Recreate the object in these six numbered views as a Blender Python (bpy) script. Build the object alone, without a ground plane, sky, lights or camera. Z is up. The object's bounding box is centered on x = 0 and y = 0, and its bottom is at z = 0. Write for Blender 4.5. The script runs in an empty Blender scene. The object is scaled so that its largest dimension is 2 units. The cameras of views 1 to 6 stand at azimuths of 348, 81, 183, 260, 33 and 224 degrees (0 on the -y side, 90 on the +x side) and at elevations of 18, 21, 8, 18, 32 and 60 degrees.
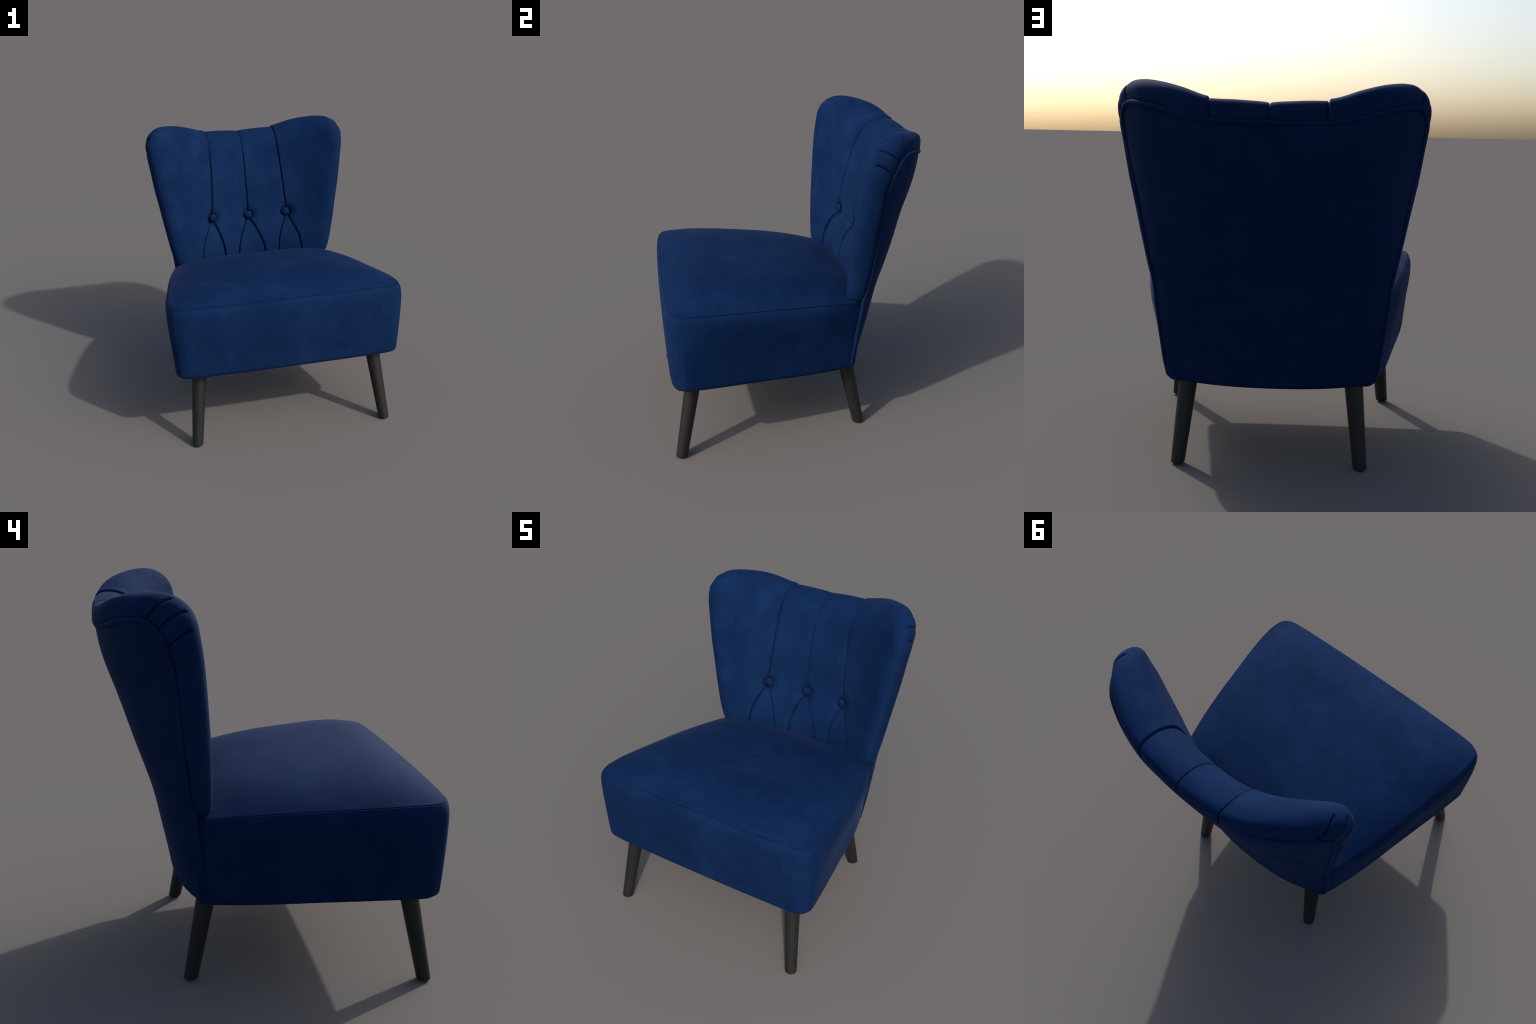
import bpy, math
import numpy as np

# ------------------------------------------------------------------ helpers
def pchip(xs, ys, x):
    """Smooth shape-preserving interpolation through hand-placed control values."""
    xs = np.asarray(xs, float); ys = np.asarray(ys, float); x = np.asarray(x, float)
    h = np.diff(xs); d = np.diff(ys) / h
    m = np.zeros_like(ys)
    m[0], m[-1] = d[0], d[-1]
    for i in range(1, len(xs) - 1):
        if d[i-1] * d[i] > 0:
            w1, w2 = 2*h[i] + h[i-1], h[i] + 2*h[i-1]
            m[i] = (w1 + w2) / (w1 / d[i-1] + w2 / d[i])
    i = np.clip(np.searchsorted(xs, x) - 1, 0, len(h) - 1)
    t = (x - xs[i]) / h[i]
    tc = np.clip(t, 0, 1)
    y = ((2*tc**3 - 3*tc**2 + 1) * ys[i] + (tc**3 - 2*tc**2 + tc) * h[i] * m[i]
         + (-2*tc**3 + 3*tc**2) * ys[i+1] + (tc**3 - tc**2) * h[i] * m[i+1])
    y = np.where(t < 0, ys[0] + (x - xs[0]) * m[0], y)
    return np.where(t > 1, ys[-1] + (x - xs[-1]) * m[-1], y)

def spline(points, n_sub=40):
    """Catmull-Rom (centripetal) through open control rows -> dense rows."""
    P = np.asarray(points, float)
    P = np.vstack([2*P[0] - P[1], P, 2*P[-1] - P[-2]])
    out = []
    for i in range(1, len(P) - 2):
        p0, p1, p2, p3 = P[i-1], P[i], P[i+1], P[i+2]
        t0 = 0.0
        t1 = t0 + max(np.linalg.norm(p1 - p0), 1e-6) ** .5
        t2 = t1 + max(np.linalg.norm(p2 - p1), 1e-6) ** .5
        t3 = t2 + max(np.linalg.norm(p3 - p2), 1e-6) ** .5
        for t in np.linspace(t1, t2, n_sub, endpoint=False):
            a1 = (t1-t)/(t1-t0)*p0 + (t-t0)/(t1-t0)*p1
            a2 = (t2-t)/(t2-t1)*p1 + (t-t1)/(t2-t1)*p2
            a3 = (t3-t)/(t3-t2)*p2 + (t-t2)/(t3-t2)*p3
            b1 = (t2-t)/(t2-t0)*a1 + (t-t0)/(t2-t0)*a2
            b2 = (t3-t)/(t3-t1)*a2 + (t-t1)/(t3-t1)*a3
            out.append((t2-t)/(t2-t1)*b1 + (t-t1)/(t2-t1)*b2)
    out.append(P[-2])
    return np.array(out)

def arc_resample(rows, n, cols=slice(None)):
    s = np.r_[0, np.cumsum(np.linalg.norm(np.diff(rows[:, cols], axis=0), axis=1))]
    t = np.linspace(0, s[-1], n)
    return np.stack([np.interp(t, s, rows[:, k]) for k in range(rows.shape[1])], 1)

def smooth01(a, b, x):
    t = np.clip((np.asarray(x, float) - a) / (b - a), 0, 1)
    return t*t*(3 - 2*t)

def grid_faces(rows, cols, close_cols=False, flip=False, offset=0):
    r = np.arange(rows - 1)[:, None]
    c = np.arange(cols if close_cols else cols - 1)[None, :]
    c2 = (c + 1) % cols
    q = np.stack([r*cols + c, r*cols + c2, (r+1)*cols + c2, (r+1)*cols + c], -1).reshape(-1, 4)
    if flip:
        q = q[:, ::-1]
    return q + offset

def vertex_normals(V, F):
    n = np.cross(V[F[:, 2]] - V[F[:, 0]], V[F[:, 3]] - V[F[:, 1]])
    N = np.zeros_like(V)
    for k in range(4):
        np.add.at(N, F[:, k], n)
    L = np.linalg.norm(N, axis=1, keepdims=True)
    return N / np.maximum(L, 1e-12)

def poly_dist(P, poly):
    """distance from points to an open polyline, and the parameter 0..1 along it"""
    poly = np.asarray(poly, float)
    seg = np.linalg.norm(np.diff(poly, axis=0), axis=1)
    cum = np.r_[0, np.cumsum(seg)]
    best = np.full(len(P), 1e9); par = np.zeros(len(P))
    for i in range(len(poly) - 1):
        a, b = poly[i], poly[i+1]
        t = np.clip(((P - a) @ (b - a)) / max(seg[i]**2, 1e-12), 0, 1)
        d = np.linalg.norm(P - (a + t[:, None]*(b - a)), axis=1)
        u = d < best
        best[u] = d[u]; par[u] = ((cum[i] + t*seg[i]) / cum[-1])[u]
    return best, par

def make_mesh(name, V, F, mat, parent=None, normals=None):
    me = bpy.data.meshes.new(name)
    me.from_pydata([tuple(v) for v in V], [], [tuple(int(i) for i in f) for f in F])
    me.polygons.foreach_set("use_smooth", [True] * len(me.polygons))
    me.materials.append(mat)
    me.validate()
    me.update()
    if normals is not None:
        me.normals_split_custom_set_from_vertices([tuple(n) for n in normals])
    ob = bpy.data.objects.new(name, me)
    bpy.context.scene.collection.objects.link(ob)
    if parent is not None:
        ob.parent = parent
    return ob

def sub_mesh(name, V, F, N, keep, mat, parent):
    f = F[keep]
    used, inv = np.unique(f, return_inverse=True)
    return make_mesh(name, V[used], inv.reshape(f.shape), mat, parent, N[used])

# ---------------------------------------------------------------- materials
def velvet(name, tint=1.0):
    m = bpy.data.materials.new(name); m.use_nodes = True
    nt = m.node_tree; nd = nt.nodes; lk = nt.links
    b = nd["Principled BSDF"]
    tc = nd.new("ShaderNodeTexCoord")
    def noise(scale, detail, rough, dist=0.0, stretch=(1, 1, 1)):
        mp = nd.new("ShaderNodeMapping"); mp.inputs["Scale"].default_value = stretch
        lk.new(tc.outputs["Object"], mp.inputs["Vector"])
        n = nd.new("ShaderNodeTexNoise")
        n.inputs["Scale"].default_value = scale; n.inputs["Detail"].default_value = detail
        n.inputs["Roughness"].default_value = rough; n.inputs["Distortion"].default_value = dist
        lk.new(mp.outputs["Vector"], n.inputs["Vector"])
        return n
    cloud = noise(3.2, 5.0, 0.62, 0.5)
    brush = noise(7.0, 4.0, 0.6, 0.3, (1.0, 1.6, 0.6))
    mix = nd.new("ShaderNodeMix"); mix.data_type = 'FLOAT'; mix.inputs[0].default_value = 0.4
    lk.new(cloud.outputs["Fac"], mix.inputs[2]); lk.new(brush.outputs["Fac"], mix.inputs[3])
    ramp = nd.new("ShaderNodeValToRGB")
    e = ramp.color_ramp.elements
    e[0].position = 0.375; e[0].color = (0.0028*tint, 0.0132*tint, 0.052*tint, 1)
    e[1].position = 0.625; e[1].color = (0.0058*tint, 0.0218*tint, 0.076*tint, 1)
    mid = e.new(0.5); mid.color = (0.0039*tint, 0.0166*tint, 0.062*tint, 1)
    nap = noise(34.0, 3.0, 0.65, 0.2)
    mix2 = nd.new("ShaderNodeMix"); mix2.data_type = 'FLOAT'; mix2.inputs[0].default_value = 0.22
    lk.new(mix.outputs[0], mix2.inputs[2]); lk.new(nap.outputs["Fac"], mix2.inputs[3])
    lk.new(mix2.outputs[0], ramp.inputs["Fac"])
    lk.new(ramp.outputs["Color"], b.inputs["Base Color"])
    b.inputs["Roughness"].default_value = 0.85
    b.inputs["Specular IOR Level"].default_value = 0.12
    b.inputs["Specular Tint"].default_value = (0.30, 0.48, 1.0, 1)
    b.inputs["Sheen Weight"].default_value = 0.05
    b.inputs["Sheen Roughness"].default_value = 0.3
    b.inputs["Sheen Tint"].default_value = (0.32, 0.46, 1.0, 1)
    pile = noise(260, 2.0, 0.5)
    bump = nd.new("ShaderNodeBump"); bump.inputs["Strength"].default_value = 0.06
    bump.inputs["Distance"].default_value = 0.002
    lk.new(pile.outputs["Fac"], bump.inputs["Height"]); lk.new(bump.outputs["Normal"], b.inputs["Normal"])
    return m

def lacquered_wood():
    m = bpy.data.materials.new("black_stained_wood"); m.use_nodes = True
    nt = m.node_tree; nd = nt.nodes; lk = nt.links
    b = nd["Principled BSDF"]
    tc = nd.new("ShaderNodeTexCoord"); mp = nd.new("ShaderNodeMapping")
    mp.inputs["Scale"].default_value = (60, 60, 4)
    n = nd.new("ShaderNodeTexNoise"); n.inputs["Scale"].default_value = 1.0; n.inputs["Detail"].default_value = 5
    ramp = nd.new("ShaderNodeValToRGB"); e = ramp.color_ramp.elements
    e[0].position = 0.3; e[0].color = (0.0085, 0.0085, 0.0081, 1)
    e[1].position = 0.75; e[1].color = (0.0130, 0.0128, 0.0121, 1)
    lk.new(tc.outputs["Object"], mp.inputs["Vector"]); lk.new(mp.outputs["Vector"], n.inputs["Vector"])
    lk.new(n.outputs["Fac"], ramp.inputs["Fac"]); lk.new(ramp.outputs["Color"], b.inputs["Base Color"])
    b.inputs["Roughness"].default_value = 0.5
    b.inputs["Specular IOR Level"].default_value = 0.35
    return m

def plastic():
    m = bpy.data.materials.new("black_plastic"); m.use_nodes = True
    nt = m.node_tree; b = nt.nodes["Principled BSDF"]
    n = nt.nodes.new("ShaderNodeTexNoise"); n.inputs["Scale"].default_value = 40
    r = nt.nodes.new("ShaderNodeValToRGB")
    r.color_ramp.elements[0].color = (0.008, 0.008, 0.008, 1); r.color_ramp.elements[1].color = (0.014, 0.014, 0.014, 1)
    nt.links.new(n.outputs["Fac"], r.inputs["Fac"]); nt.links.new(r.outputs["Color"], b.inputs["Base Color"])
    b.inputs["Roughness"].default_value = 0.6
    return m

VELVET = velvet("navy_velvet", 0.94)
WOOD = lacquered_wood()
PLASTIC = plastic()

# --------------------------------------------------------------- the chair
chair = bpy.data.objects.new("upholstered_chair", None)
bpy.context.scene.collection.objects.link(chair)
chair["label"] = "navy blue velvet slipper chair with buttoned wing back"
chair["category"] = "accent chair"

def underside(y):                      # the frame tilts slightly backward
    return 0.443 + (0.30 - np.asarray(y, float)) * 0.062

# ------------------------------------------------------------------- seat
SEAM_PLAN = [  # half outline of the top seam: (x, y), front centre -> side -> rear centre
    (0.0, -0.828), (0.25, -0.827), (0.50, -0.823), (0.66, -0.817), (0.735, -0.806), (0.778, -0.778),
    (0.797, -0.72), (0.797, -0.62), (0.782, -0.48), (0.752, -0.30), (0.722, -0.12),
    (0.690, 0.04), (0.652, 0.20), (0.606, 0.355), (0.575, 0.405), (0.50, 0.435), (0.25, 0.45), (0.0, 0.452)]
SEAM_Y = [-0.83, -0.62, -0.48, -0.30, -0.11, 0.04, 0.20, 0.37, 0.46]
SEAM_Z = [1.019, 1.015, 1.006, 0.994, 0.981, 0.967, 0.951, 0.930, 0.918]
DOME = 0.107

half = arc_resample(spline(SEAM_PLAN, 30), 420)
plan = np.vstack([half, half[-2:0:-1] * [-1, 1]])            # closed, counter-clockwise from above
nU = len(plan)
tan = np.roll(plan, -1, 0) - np.roll(plan, 1, 0)
tan /= np.linalg.norm(tan, axis=1, keepdims=True)
outw = np.stack([tan[:, 1], -tan[:, 0]], 1)                  # outward normal in plan
seam_z = pchip(SEAM_Y, SEAM_Z, plan[:, 1])
bot_z = underside(plan[:, 1])

# side offset from the seam line as a fraction of the height (0 = underside, 1 = seam)
FR = [0.0, 0.10, 0.20, 0.35, 0.50, 0.65, 0.80, 0.90, 0.96, 1.0]
SIDE = [-0.050, -0.045, -0.039, -0.028, -0.015, 0.002, 0.015, 0.018, 0.012, 0.0]
CORNER = [-0.006, -0.002, 0.003, 0.010, 0.017, 0.022, 0.0245, 0.022, 0.014, 0.0]
FRONT = [0.004, 0.008, 0.011, 0.015, 0.018, 0.0205, 0.021, 0.018, 0.011, 0.0]
REAR = [-0.056, -0.050, -0.044, -0.034, -0.026, -0.018, -0.010, -0.005, -0.002, 0.0]
w_front = smooth01(0.6, 0.95, -outw[:, 1])
w_rear = smooth01(0.12, 0.36, plan[:, 1])
# the lower edge runs straight from the front corner to the rear, under the curved seam
straight = 0.791 - 0.236 * (plan[:, 1] + 0.75) / 1.09
w_corner = 1 - np.clip((np.abs(plan[:, 0]) - straight - 0.006) / 0.060, 0, 1)

def seat_ring(fr, extra=0.0, dz=0.0):
    off = (pchip(FR, SIDE, fr) * (1 - w_corner) + pchip(FR, CORNER, fr) * w_corner) * (1 - w_front) + pchip(FR, FRONT, fr) * w_front
    off = off * (1 - w_rear) + pchip(FR, REAR, fr) * w_rear + extra
    xy = plan + outw * off[:, None]
    z = bot_z + (seam_z - bot_z) * fr + dz
    return np.c_[xy, z]

rings = []
EDGE = 0.036                                                  # rounded lower edge
for k in (0.0, 0.35, 0.65, 0.85, 0.95):                       # underside, drawn in from the centre
    base = seat_ring(0.0, -EDGE)
    c = np.array([0.0, -0.2])
    xy = c + (base[:, :2] - c) * k
    rings.append(np.c_[xy, underside(xy[:, 1]) - 0.004 * (1 - k)])
for a in np.linspace(0, 90, 9):
    ra = math.radians(a)
    fr = EDGE * (1 - math.cos(ra)) / 0.5
    rings.append(seat_ring(fr, -EDGE * (1 - math.sin(ra))))
for fr in np.linspace(EDGE / 0.5, 0.985, 44)[1:]:
    rings.append(seat_ring(fr))
n_side = len(rings)
rings.append(seat_ring(1.0, 0.0040, -0.0045))
rings.append(seat_ring(1.0, 0.0015, -0.0022))
rings.append(seat_ring(1.0, -0.0075, -0.0060))                # bottom of the stitched seam
seam_row = len(rings) - 1

side_y = half[:, 1]
def half_width(y):
    o = np.argsort(side_y[80:-90]); ys = side_y[80:-90][o]; xs = half[80:-90, 0][o]
    return np.interp(y, ys, xs)

def seat_top(x, y):
    base = pchip(SEAM_Y, SEAM_Z, y)
    kx = np.clip(np.abs(x) / half_width(y), 0, 1)
    t = y + 0.30
    gy = np.where(t < 0, 1 - np.clip(-t / 0.535, 0, 1)**3.2, 1 - np.clip(t / 0.755, 0, 1)**3.4)
    return base + DOME * (1 - kx**4.4) * gy

ctr = np.array([0.0, -0.2])
ks = 1 - np.r_[0.0025, 0.0045, 0.009, 0.014, 0.02, 0.028, 0.038, np.linspace(0.05, 1.0, 70)]
for k in ks:
    xy = ctr + (plan - ctr) * k
    rings.append(np.c_[xy, seat_top(xy[:, 0], xy[:, 1]) + 0.0])
V = np.vstack(rings)
F = grid_faces(len(rings), nU, close_cols=True)
ncol = nU
N = vertex_normals(V, F)
N[:nU] = (0, 0, -1); N[-nU:] = (0, 0, 1)
row = np.repeat(np.arange(len(rings) - 1), nU)
seat = sub_mesh("seat", V, F, N, row < seam_row, VELVET, chair)
sub_mesh("seat_cover", V, F, N, row >= seam_row, VELVET, seat)

# ------------------------------------------------- backrest: guiding curves
# Pairs of rows, bottom centre -> side -> top centre.
# apex: widest line of the rolled cushion edge; hem: where the cushion meets the piping behind it
APEX = [(0, .44, .885), (.30, .42, .90), (.48, .388, .912), (.558, .375, .920), (.600, .368, .946), (.628, .372, 1.01),
        (.668, .385, 1.2), (.70, .405, 1.38), (.728, .42, 1.53), (.752, .44, 1.70), (.768, .455, 1.82),
        (.765, .475, 1.90), (.735, .497, 1.957), (.69, .52, 1.988), (.63, .548, 1.999), (.53, .622, 1.987),
        (.42, .690, 1.957), (.29, .75, 1.911), (.15, .760, 1.902), (0, .762, 1.894)]
HEM = [(0, .50, .90), (.30, .47, .90), (.50, .43, .905), (.555, .40, .925), (.592, .396, .945), (.614, .405, 1.0),
       (.648, .434, 1.2), (.680, .454, 1.38), (.703, .468, 1.53), (.727, .492, 1.69), (.742, .523, 1.785),
       (.741, .548, 1.84), (.727, .578, 1.877), (.695, .613, 1.897), (.63, .678, 1.892), (.52, .740, 1.868),
       (.40, .791, 1.837), (.28, .821, 1.817), (.14, .836, 1.812), (0, .842, 1.812)]
ROLL = [.05, .055, .06, .06, .065, .075, .09, .095, .10, .10, .105, .11, .12, .13, .14, .15, .15, .15, .15, .15]

# front face of the cushion
FZ = [0.88, 0.95, 1.02, 1.10, 1.19, 1.27, 1.38, 1.50, 1.60, 1.70, 1.80, 1.90, 2.00]
F_MID = [.400, .398, .402, .416, .442, .466, .490, .510, .534, .564, .602, .645, .690]
F_EDGE = [.315, .312, .309, .309, .313, .317, .326, .336, .345, .356, .372, .392, .415]
SIDE_Z = [a[2] for a in APEX[4:12]]; SIDE_X = [a[0] for a in APEX[4:12]]
def face_y(x, z):
    w = pchip(SIDE_Z, SIDE_X, np.clip(z, .935, 1.90)) - 0.09
    m = pchip(FZ, F_MID, z); e = pchip(FZ, F_EDGE, z)
    t = np.abs(x) / w
    # quadratic sweep of the wings, straightening near the very edge
    left = 1 - smooth01(-.10, .10, x)
    c = .5 + .6*left; k = 1.2 - .8*left                          # the two wings are not quite alike
    return m - (m - e) * np.where(t < 1, t**2.28 + c * t**4 * (1 - np.minimum(t, 1)), 1 + k*(t - 1))

rows_ah = np.c_[np.array(APEX), np.array(HEM), np.array(ROLL)[:, None]]
dense = spline(rows_ah, 60)
# split the half outline at the two corners so that a four-sided patch fits
i_low = int(np.argmin(np.abs(dense[:, 0] - .580) + 10*(dense[:, 2] > 1.0)))
i_top = int(np.argmin(np.linalg.norm(dense[:, [0, 2]] - [.742, 1.948], axis=1)))
NB, NS = 351, 501                                              # half top/bottom, side samples
bot = arc_resample(dense[:i_low+1], NB, [0, 2])
sid = arc_resample(dense[i_low:i_top+1], NS, [0, 2])
# bottom and top share spacing in fraction
top = arc_resample(dense[i_top:], NB, [0, 2])                  # corner -> centre
def mir(r):
    q = r.copy(); q[:, 0] *= -1; q[:, 3] *= -1; return q
bottom_full = np.vstack([mir(bot)[::-1], bot[1:]])             # left corner -> right corner
top_full = np.vstack([mir(top), top[::-1][1:]])                # left corner -> right corner
left_full, right_full = mir(sid), sid                          # low -> high
# closed loop: bottom L->R, right up, top R->L, left down
loop = np.vstack([bottom_full[:-1], right_full[:-1], top_full[::-1][:-1], left_full[::-1][:-1]])
nL = len(loop)
loop[:, 0] += .008 * smooth01(.35, .60, loop[:, 0])              # right wing a touch wider
A = loop[:, :3]; H = loop[:, 3:6]; R = loop[:, 6]
tl = np.roll(A[:, [0, 2]], -2, 0) - np.roll(A[:, [0, 2]], 2, 0)
tl /= np.linalg.norm(tl, axis=1, keepdims=True)
inw = np.stack([-tl[:, 1], tl[:, 0]], 1)                        # inward in the x-z plane
for _ in range(2600):                                             # soften corner fans
    inw = (np.roll(inw, 1, 0) + 2*inw + np.roll(inw, -1, 0)); inw /= np.linalg.norm(inw, axis=1, keepdims=True)

# along the top the face is entered straight downwards, so that the seams stay evenly sampled
wt = (1 - smooth01(.45, .62, np.abs(A[:, 0]))) * (A[:, 2] > 1.6)
inw = inw * (1 - wt)[:, None] + np.array([0.0, -1.0]) * wt[:, None]
inw /= np.linalg.norm(inw, axis=1, keepdims=True)

rings = []
# tuck behind the hem
tuck = H.copy(); tuck[:, [0, 2]] += inw * 0.03; tuck[:, 1] -= 0.03
rings.append(tuck)
for a in np.linspace(-90, 0, 20, endpoint=False):               # hem -> apex (rear half of the roll)
    ra = math.radians(a); c = math.cos(ra); s = (1 + math.sin(ra)) ** (1.2 + .4*wt)
    c2 = c ** (0.88 - .13*wt)
    P = H + (A - H) * np.stack([c2, s, c2], 1)
    rings.append(P)
for a in np.linspace(0, 90, 30):                                # apex -> face (front half)
    ra = math.radians(a); o = R * (1 - math.cos(ra)); s = math.sqrt(max(1 - math.cos(ra)**2.6, 0))
    xz = A[:, [0, 2]] + inw * o[:, None]
    fy = face_y(xz[:, 0], xz[:, 1])
    rings.append(np.c_[xz[:, 0], A[:, 1] + (fy - A[:, 1]) * s, xz[:, 1]])
inner = rings[-1][:, [0, 2]]
nb = 2*NB - 1
b_in = inner[:nb]
r_in = inner[nb-1:nb-1+NS]
t_in = inner[nb+NS-2:nb+NS-2+nb][::-1]
l_in = np.vstack([inner[2*nb+NS-3:], inner[:1]])[::-1]
u = np.linspace(0, 1, nb)[None, :, None]; v = np.linspace(0, 1, NS)[:, None, None]
coons = ((1-v)*b_in[None] + v*t_in[None] + (1-u)*l_in[:, None] + u*r_in[:, None]
         - ((1-u)*(1-v)*b_in[0] + u*(1-v)*b_in[-1] + (1-u)*v*t_in[0] + u*v*t_in[-1]))
gx, gz = coons[..., 0], coons[..., 1]
gridV = np.stack([gx, face_y(gx, gz), gz], -1)
VR = np.vstack(rings); FRr = grid_faces(len(rings), nL, close_cols=True)
VG = gridV.reshape(-1, 3); FG = grid_faces(NS, nb, offset=len(VR))
# weld: the patch border takes the last ring's vertices
gid = np.arange(NS*nb).reshape(NS, nb)
loop_ids = np.r_[gid[0, :-1], gid[:-1, -1], gid[-1, ::-1][:-1], gid[::-1, 0][:-1]] + len(VR)
remap = np.arange(len(VR) + len(VG))
remap[loop_ids] = np.arange(len(VR) - nL, len(VR))
V = np.vstack([VR, VG]); F = np.vstack([FRr, remap[FG]])
used, inv = np.unique(F, return_inverse=True)
V = V[used]; F = inv.reshape(F.shape)
N = vertex_normals(V, F)
if N[np.argmin(V[:, 1])][1] > 0:
    F = F[:, ::-1]; N = -N

# ---- tufting: seams above the buttons, pear-shaped inserts below them
SEAM_LINES = [([1.20, 1.304, 1.41, 1.51, 1.61, 1.70, 1.80, 2.0], [-.283, -.283, -.278, -.271, -.266, -.265, -.263, -.270]),
              ([1.20, 1.304, 2.0], [.009, .008, .004]),
              ([1.20, 1.306, 1.41, 1.51, 1.61, 1.70, 1.80, 2.0], [.307, .307, .303, .298, .292, .287, .283, .292])]
BUTTONS = [(-.283, 1.270), (.008, 1.262), (.307, 1.270)]
INSERTS = [([(-.290, 1.262), (-.303, 1.232), (-.324, 1.195), (-.346, 1.15), (-.367, 1.098), (-.382, 1.039), (-.388, .976), (-.389, .86)],
            [(-.278, 1.262), (-.270, 1.233), (-.252, 1.188), (-.234, 1.138), (-.219, 1.085), (-.208, 1.025), (-.203, .967), (-.202, .86)]),
           ([(.002, 1.255), (-.008, 1.232), (-.026, 1.194), (-.050, 1.147), (-.072, 1.084), (-.087, 1.017), (-.092, .963), (-.093, .86)],
            [(.014, 1.255), (.025, 1.230), (.050, 1.183), (.074, 1.134), (.098, 1.082), (.116, 1.022), (.123, .964), (.124, .86)]),
           ([(.301, 1.262), (.292, 1.223), (.273, 1.177), (.255, 1.131), (.241, 1.075), (.233, 1.019), (.231, .969), (.230, .86)],
            [(.313, 1.262), (.325, 1.237), (.348, 1.192), (.370, 1.146), (.391, 1.097), (.405, 1.039), (.412, .975), (.413, .86)])]
xz = V[:, [0, 2]]
disp = np.zeros(len(V))
def crease(d, depth, width, soft, soft_w):
    return -depth*np.exp(-(d/width)**2) - soft*np.exp(-np.abs(d)/soft_w)
fade_hem = smooth01(-.02, .05, 1.0)
gxs = [pchip(a, b, V[:, 2]) for a, b in SEAM_LINES]
for k, g in enumerate(gxs):
    zc = BUTTONS[k][1]
    d = np.where(V[:, 2] > zc, np.abs(V[:, 0] - g), np.hypot(V[:, 0] - BUTTONS[k][0], V[:, 2] - zc))
    dep = 0.018 if k != 1 else 0.012
    disp += crease(d, 1.0, .0046, 0, 1) * dep * (1 - .5*smooth01(1.70, 1.86, V[:, 2])) + crease(d, 0, 1, .004, .025)
    db = np.hypot(V[:, 0] - BUTTONS[k][0], V[:, 2] - zc)
    disp += -0.036*np.exp(-(db/.052)**2) * (V[:, 1] < .6)
    disp += -0.010*np.exp(-((db - .034)/.006)**2) * (V[:, 1] < .6)      # the cover is pulled in round the button
    for line in INSERTS[k]:
        dl, _ = poly_dist(xz, line)
        disp += crease(dl, .016, .0046, .004, .020) * (V[:, 2] < 1.30) * (V[:, 1] < .56)
    l = np.array(INSERTS[k][0])[::-1]; r = np.array(INSERTS[k][1])[::-1]
    li = np.interp(V[:, 2], l[:, 1], l[:, 0]); ri = np.interp(V[:, 2], r[:, 1], r[:, 0])
    disp += -.010 * smooth01(-.003, .003, V[:, 0] - li) * smooth01(-.003, .003, ri - V[:, 0]) * (V[:, 2] < 1.26) * (V[:, 1] < .56)
# wings stand slightly proud of the two middle panels over the top roll
top_w = smooth01(1.60, 1.85, V[:, 2])
outer = np.maximum(smooth01(-.002, .002, V[:, 0] - gxs[2]) * np.exp(-np.maximum(V[:, 0] - gxs[2], 0)/.08),
                   smooth01(-.002, .002, gxs[0] - V[:, 0]) * np.exp(-np.maximum(gxs[0] - V[:, 0], 0)/.08))
disp += 0.009 * top_w * outer

# ---- gathered pleats on the wing corners: from the piping towards the front
PLEATS = [[(.712, .615, 1.897), (.722, .565, 1.955), (.712, .515, 1.988), (.700, .488, 1.995)],
          [(.739, .556, 1.855), (.758, .505, 1.905), (.752, .455, 1.930), (.735, .432, 1.930)],
          [(.742, .522, 1.779), (.768, .475, 1.822), (.765, .435, 1.845), (.752, .415, 1.850)]]
for side in (-1, 1):
    near = (V[:, 0]*side > .55) & (V[:, 2] > 1.6)
    Q = V[near]
    pd = np.zeros(len(Q))
    for line in PLEATS:
        path = spline(np.array(line) * [side, 1, 1], 8)
        path = np.array([Q[np.argmin(np.linalg.norm(Q - p, axis=1))] for p in path])   # lay the fold on the cushion
        path[1:-1] = (path[:-2] + 2*path[1:-1] + path[2:]) / 4
        d, par = poly_dist(Q, path)
        fade = (1 - smooth01(.88, 1.0, par)) * (.35 + .65*smooth01(0, .22, par))
        pd += crease(d, .016, .0042, .005, .015) * fade
    disp[near] += pd
V = V + N * disp[:, None]
N = vertex_normals(V, F)

# ----------------------------------------------------------- backrest shell
# line of the piping centre, bottom -> side -> top centre
PIPE = [(.530, .337, .456), (.543, .340, .464), (.551, .343, .482), (.555, .345, .505), (.562, .350, .55), (.574, .360, .631), (.584, .371, .716), (.593, .382, .798), (.601, .392, .876),
        (.608, .403, .957), (.617, .422, 1.03), (.644, .446, 1.184), (.668, .461, 1.328), (.690, .473, 1.472),
        (.710, .489, 1.605), (.726, .506, 1.69), (.737, .530, 1.772), (.735, .556, 1.830), (.721, .586, 1.864),
        (.692, .620, 1.884), (.63, .683, 1.880), (.52, .742, 1.856), (.40, .784, 1.826), (.28, .811, 1.806),
        (.14, .824, 1.801), (0, .829, 1.801)]
pipe_half = arc_resample(spline(PIPE, 20), 420)
SP_Z = [.44, .50, .631, .798, .957, 1.184, 1.472, 1.69, 1.772, 1.83, 1.92]
SP_X = [.548, .557, .574, .591, .607, .644, .690, .727, .737, .740, .742]
SP_Y = [.342, .347, .361, .383, .404, .445, .472, .506, .528, .545, .572]
R_Z = [.44, .50, .70, .93, 1.20, 1.45, 1.66, 1.77, 1.90]
R_Y = [.463, .474, .515, .565, .652, .734, .808, .837, .868]
i_turn = int(np.argmin(np.abs(pipe_half[:, 2] - 1.83) + 10*(pipe_half[:, 1] > .6)))
top_x = pipe_half[i_turn:, 0][::-1]; top_z = pipe_half[i_turn:, 2][::-1]

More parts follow.
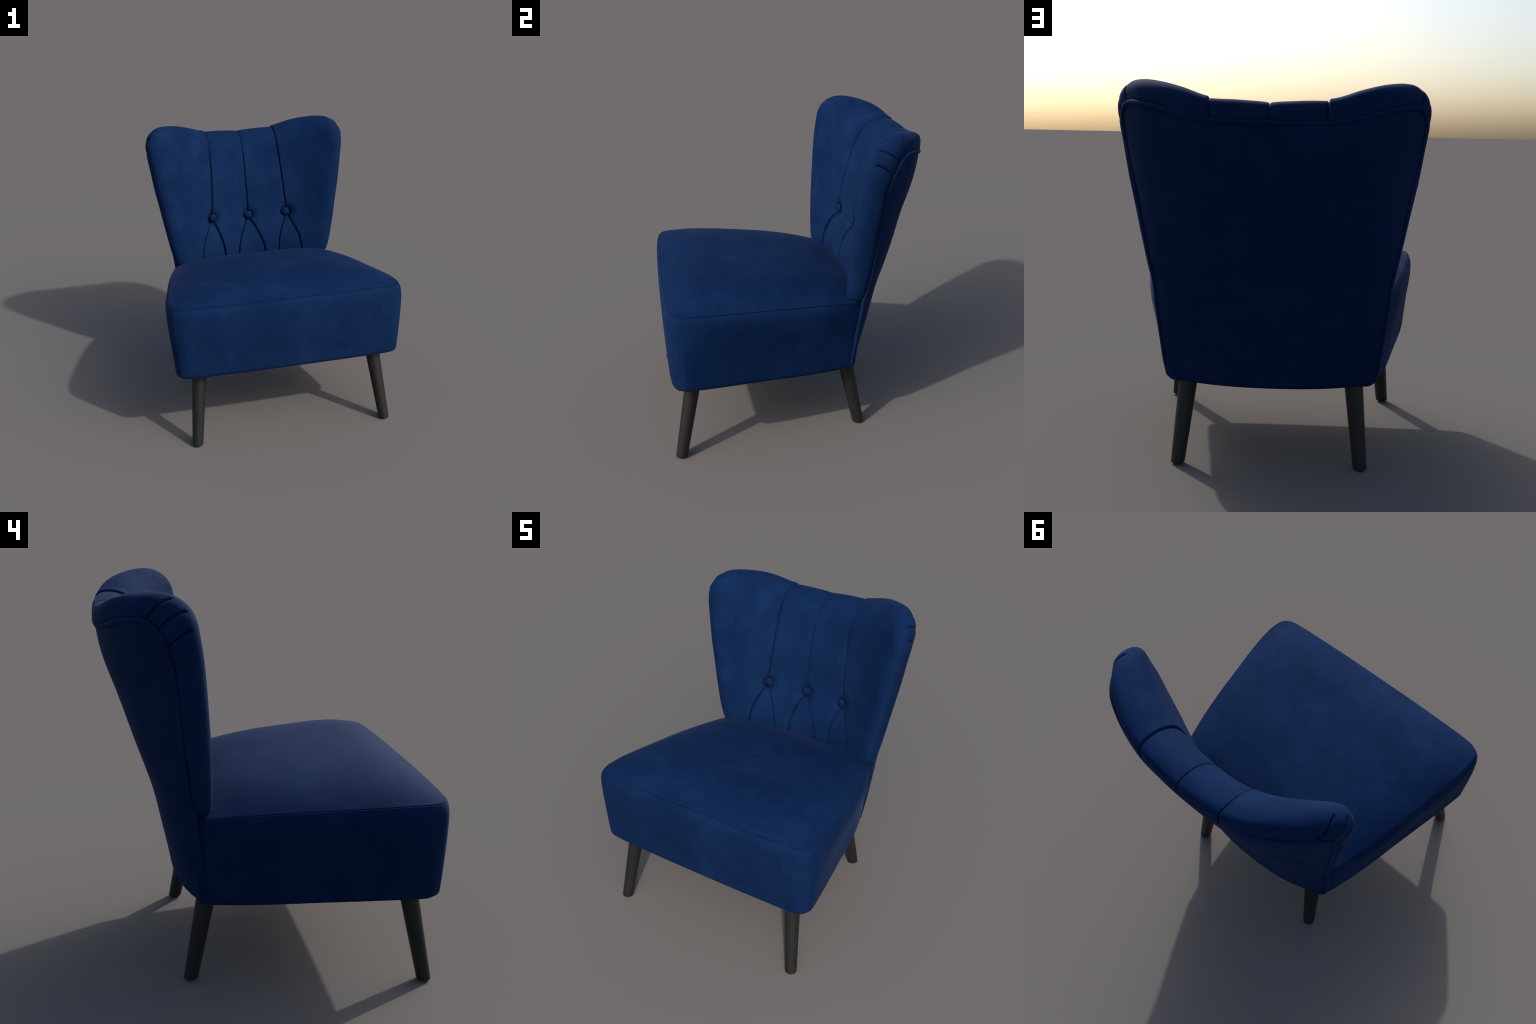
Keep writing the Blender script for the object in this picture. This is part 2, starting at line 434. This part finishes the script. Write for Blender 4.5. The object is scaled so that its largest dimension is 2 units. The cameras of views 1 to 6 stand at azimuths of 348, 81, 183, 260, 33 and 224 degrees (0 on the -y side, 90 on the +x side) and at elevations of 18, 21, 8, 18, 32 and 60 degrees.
nT, nZ = 301, 200
tau = np.linspace(-1, 1, nT)
Xf = np.sin(tau * math.pi/2)                                   # denser towards the edges
z_top = np.full(nT, 1.8)
for _ in range(25):
    z_top = np.interp(np.abs(Xf) * pchip(SP_Z, SP_X, z_top), top_x, top_z)
y_pipe = np.interp(np.abs(Xf) * pchip(SP_Z, SP_X, z_top), top_x, pipe_half[i_turn:, 1][::-1])
rows = []
EDGE_B = 0.042
def shell_row(z, shrink=0.0):
    w = pchip(SP_Z, SP_X, z) - shrink; e = pchip(SP_Z, SP_Y, z); r = pchip(R_Z, R_Y, z) - shrink
    a = pchip([.40, .55, .85, 1.25, 1.50, 1.74, 1.86, 1.95], [2.2, 2.3, 3.0, 3.0, 2.78, 2.82, 2.95, 2.95], z)
    b = pchip([.40, .55, .85, 1.25, 1.50, 1.74, 1.86, 1.95], [.86, .84, .78, .78, .80, .80, .78, .78], z)
    x = Xf * w; y = e + (r - e) * np.maximum(1 - np.abs(Xf)**a, 0) ** b
    return x, y
for s in np.linspace(0, 1, nZ):
    x0, y0 = shell_row(np.full(nT, .5))
    zb = underside(y0) + EDGE_B
    z = zb + (z_top - zb) * s
    x, y = shell_row(z)
    y = y + (y_pipe - shell_row(z_top)[1]) * s**14               # meet the piping along the top
    rows.append(np.c_[x, y, z])
low = []
x0, y0 = shell_row(np.full(nT, .5)); zb = underside(y0)
ex, ey = shell_row(zb + EDGE_B)
nx = -np.gradient(ey); ny = np.gradient(ex); ln = np.hypot(nx, ny); nx /= ln; ny /= ln
k_edge = 1 - np.abs(Xf)**30
for a in np.linspace(0, 90, 10)[:-1]:
    ra = math.radians(a)
    o = EDGE_B * (1 - math.sin(ra)) ; h = EDGE_B * (1 - math.cos(ra))
    low.append(np.c_[ex - nx*o, ey - ny*o*k_edge, zb + h])
flat = low[0].copy(); flat[:, 0] *= .9; flat[:, 1] = .25; flat[:, 2] = underside(.25) + .004
rows = [flat] + low + rows
V2 = np.vstack(rows); F2 = grid_faces(len(rows), nT)
N2 = vertex_normals(V2, F2)
mid = len(rows)//2*nT + nT//2
if N2[mid][1] < 0:
    F2 = F2[:, ::-1]; N2 = -N2
backrest = make_mesh("backrest", V2, F2, VELVET, chair, N2)

# ---- cushion panels, split along the seams (borders coincide, shared normals)
C = V[F].mean(1)
cg = [pchip(a, b, C[:, 2]) for a, b in SEAM_LINES]
panel = (C[:, 0] > cg[0]).astype(int) + (C[:, 0] > cg[1]) + (C[:, 0] > cg[2])
for k, (l, r) in enumerate(INSERTS):
    l = np.array(l)[::-1]; r = np.array(r)[::-1]
    inside = ((C[:, 2] < l[-1, 1]) & (C[:, 1] < .56) & (C[:, 0] > np.interp(C[:, 2], l[:, 1], l[:, 0]))
              & (C[:, 0] < np.interp(C[:, 2], r[:, 1], r[:, 0])))
    panel[inside] = 4 + k
for k in range(7):
    nm = "wing_panel" if k in (0, 3) else ("center_panel" if k < 4 else "tuft_insert")
    sub_mesh(nm, V, F, N, panel == k, VELVET, backrest)

# ---- piping cord round the back
def tube(path, r, n=16, name="piping", mat=VELVET, parent=None):
    T = np.gradient(path, axis=0); T /= np.linalg.norm(T, axis=1, keepdims=True)
    up = np.array([0, 1.0, 0]); rr = []
    for p, t in zip(path, T):
        s1 = np.cross(t, up); s1 /= np.linalg.norm(s1); s2 = np.cross(s1, t)
        up = s2
        a = np.linspace(0, 2*math.pi, n, endpoint=False)[:, None]
        rr.append(p + r*(np.cos(a)*s1 + np.sin(a)*s2))
    rr = [np.repeat(path[:1], n, 0)] + rr + [np.repeat(path[-1:], n, 0)]
    Vt = np.vstack(rr); Ft = grid_faces(len(rr), n, close_cols=True)
    Nt = vertex_normals(Vt, Ft)
    if (Nt[n*5] @ (Vt[n*5] - path[4])) < 0:
        Ft = Ft[:, ::-1]
    return make_mesh(name, Vt, Ft, mat, parent)
path = np.vstack([pipe_half, pipe_half[-2::-1] * [-1, 1, 1]])
tube(path, 0.0125, parent=backrest)

# ---- covered buttons
def lathe(name, prof, n, mat, parent, normals_flip=False):
    a = np.linspace(0, 2*math.pi, n, endpoint=False)
    Vl = np.vstack([np.c_[r*np.cos(a), r*np.sin(a), np.full(n, z)] for r, z in prof])
    return make_mesh(name, Vl, grid_faces(len(prof), n, close_cols=True), mat, parent)

prof = [(0.0, -.012), (.020, -.012), (.028, -.008)] + \
       [(.0325*math.cos(t), .020*math.sin(t)) for t in np.linspace(-.1, math.pi/2, 14)]
button = lathe("button", prof, 40, VELVET, backrest)
for k, (bx, bz) in enumerate(BUTTONS):
    b = button if k == 0 else button.copy()
    if k:
        bpy.context.scene.collection.objects.link(b)
    y0 = float(face_y(np.array([bx]), np.array([bz]))[0])
    b.location = (bx, y0 + 0.020, bz)
    slope_x = float((face_y(np.array([bx+.02]), np.array([bz])) - face_y(np.array([bx-.02]), np.array([bz])))[0] / .04)
    b.rotation_euler = (math.radians(90 + 8), 0, -math.atan(-slope_x) * 1.0)
    b.parent = backrest

# ------------------------------------------------------------------- legs
LEGS = [(-1, (.632, -.698), (.682, -.789)), (1, (.632, -.698), (.682, -.789)),
        (-1, (.441, .326), (.485, .413)), (1, (.441, .326), (.485, .413))]
R_TOP, R_BOT, Z_TOP, Z_BOT = .0505, .0375, .452, .008
leg_mesh = None
for sgn, (tx, ty), (fx, fy) in LEGS:
    dirv = np.array([(tx - fx), (ty - fy), .45]); 
    top_z0 = float(underside(ty)) + .02
    n = 48; a = np.linspace(0, 2*math.pi, n, endpoint=False)
    prof = [(0, Z_BOT), (R_BOT - .0042, Z_BOT), (R_BOT - .0014, Z_BOT + .001), (R_BOT - .0004, Z_BOT + .003), (R_BOT, Z_BOT + .006)]
    prof += [(R_BOT + (R_TOP - R_BOT)*t, Z_BOT + .006 + (top_z0 - Z_BOT - .006)*t) for t in np.linspace(0, 1, 20)[1:]]
    prof += [(0, top_z0)]
    Vl = []
    for r, z in prof:
        t = z / .45
        Vl.append(np.c_[(fx + (tx - fx)*t)*sgn + r*np.cos(a) - fx*sgn, fy + (ty - fy)*t + r*np.sin(a) - fy, np.full(n, z)])
    Vl = np.vstack(Vl)
    leg = make_mesh("leg", Vl, grid_faces(len(prof), n, close_cols=True), WOOD, chair)
    leg.location = (fx*sgn, fy, 0)
    gp = [(0, 0), (.022, 0), (.025, .002), (.026, .005), (.026, .0095), (0, .0095)]
    g = lathe("foot_glide", gp, 32, PLASTIC, leg)
    g.location = (0, 0, 0)
bpy.context.view_layer.update()
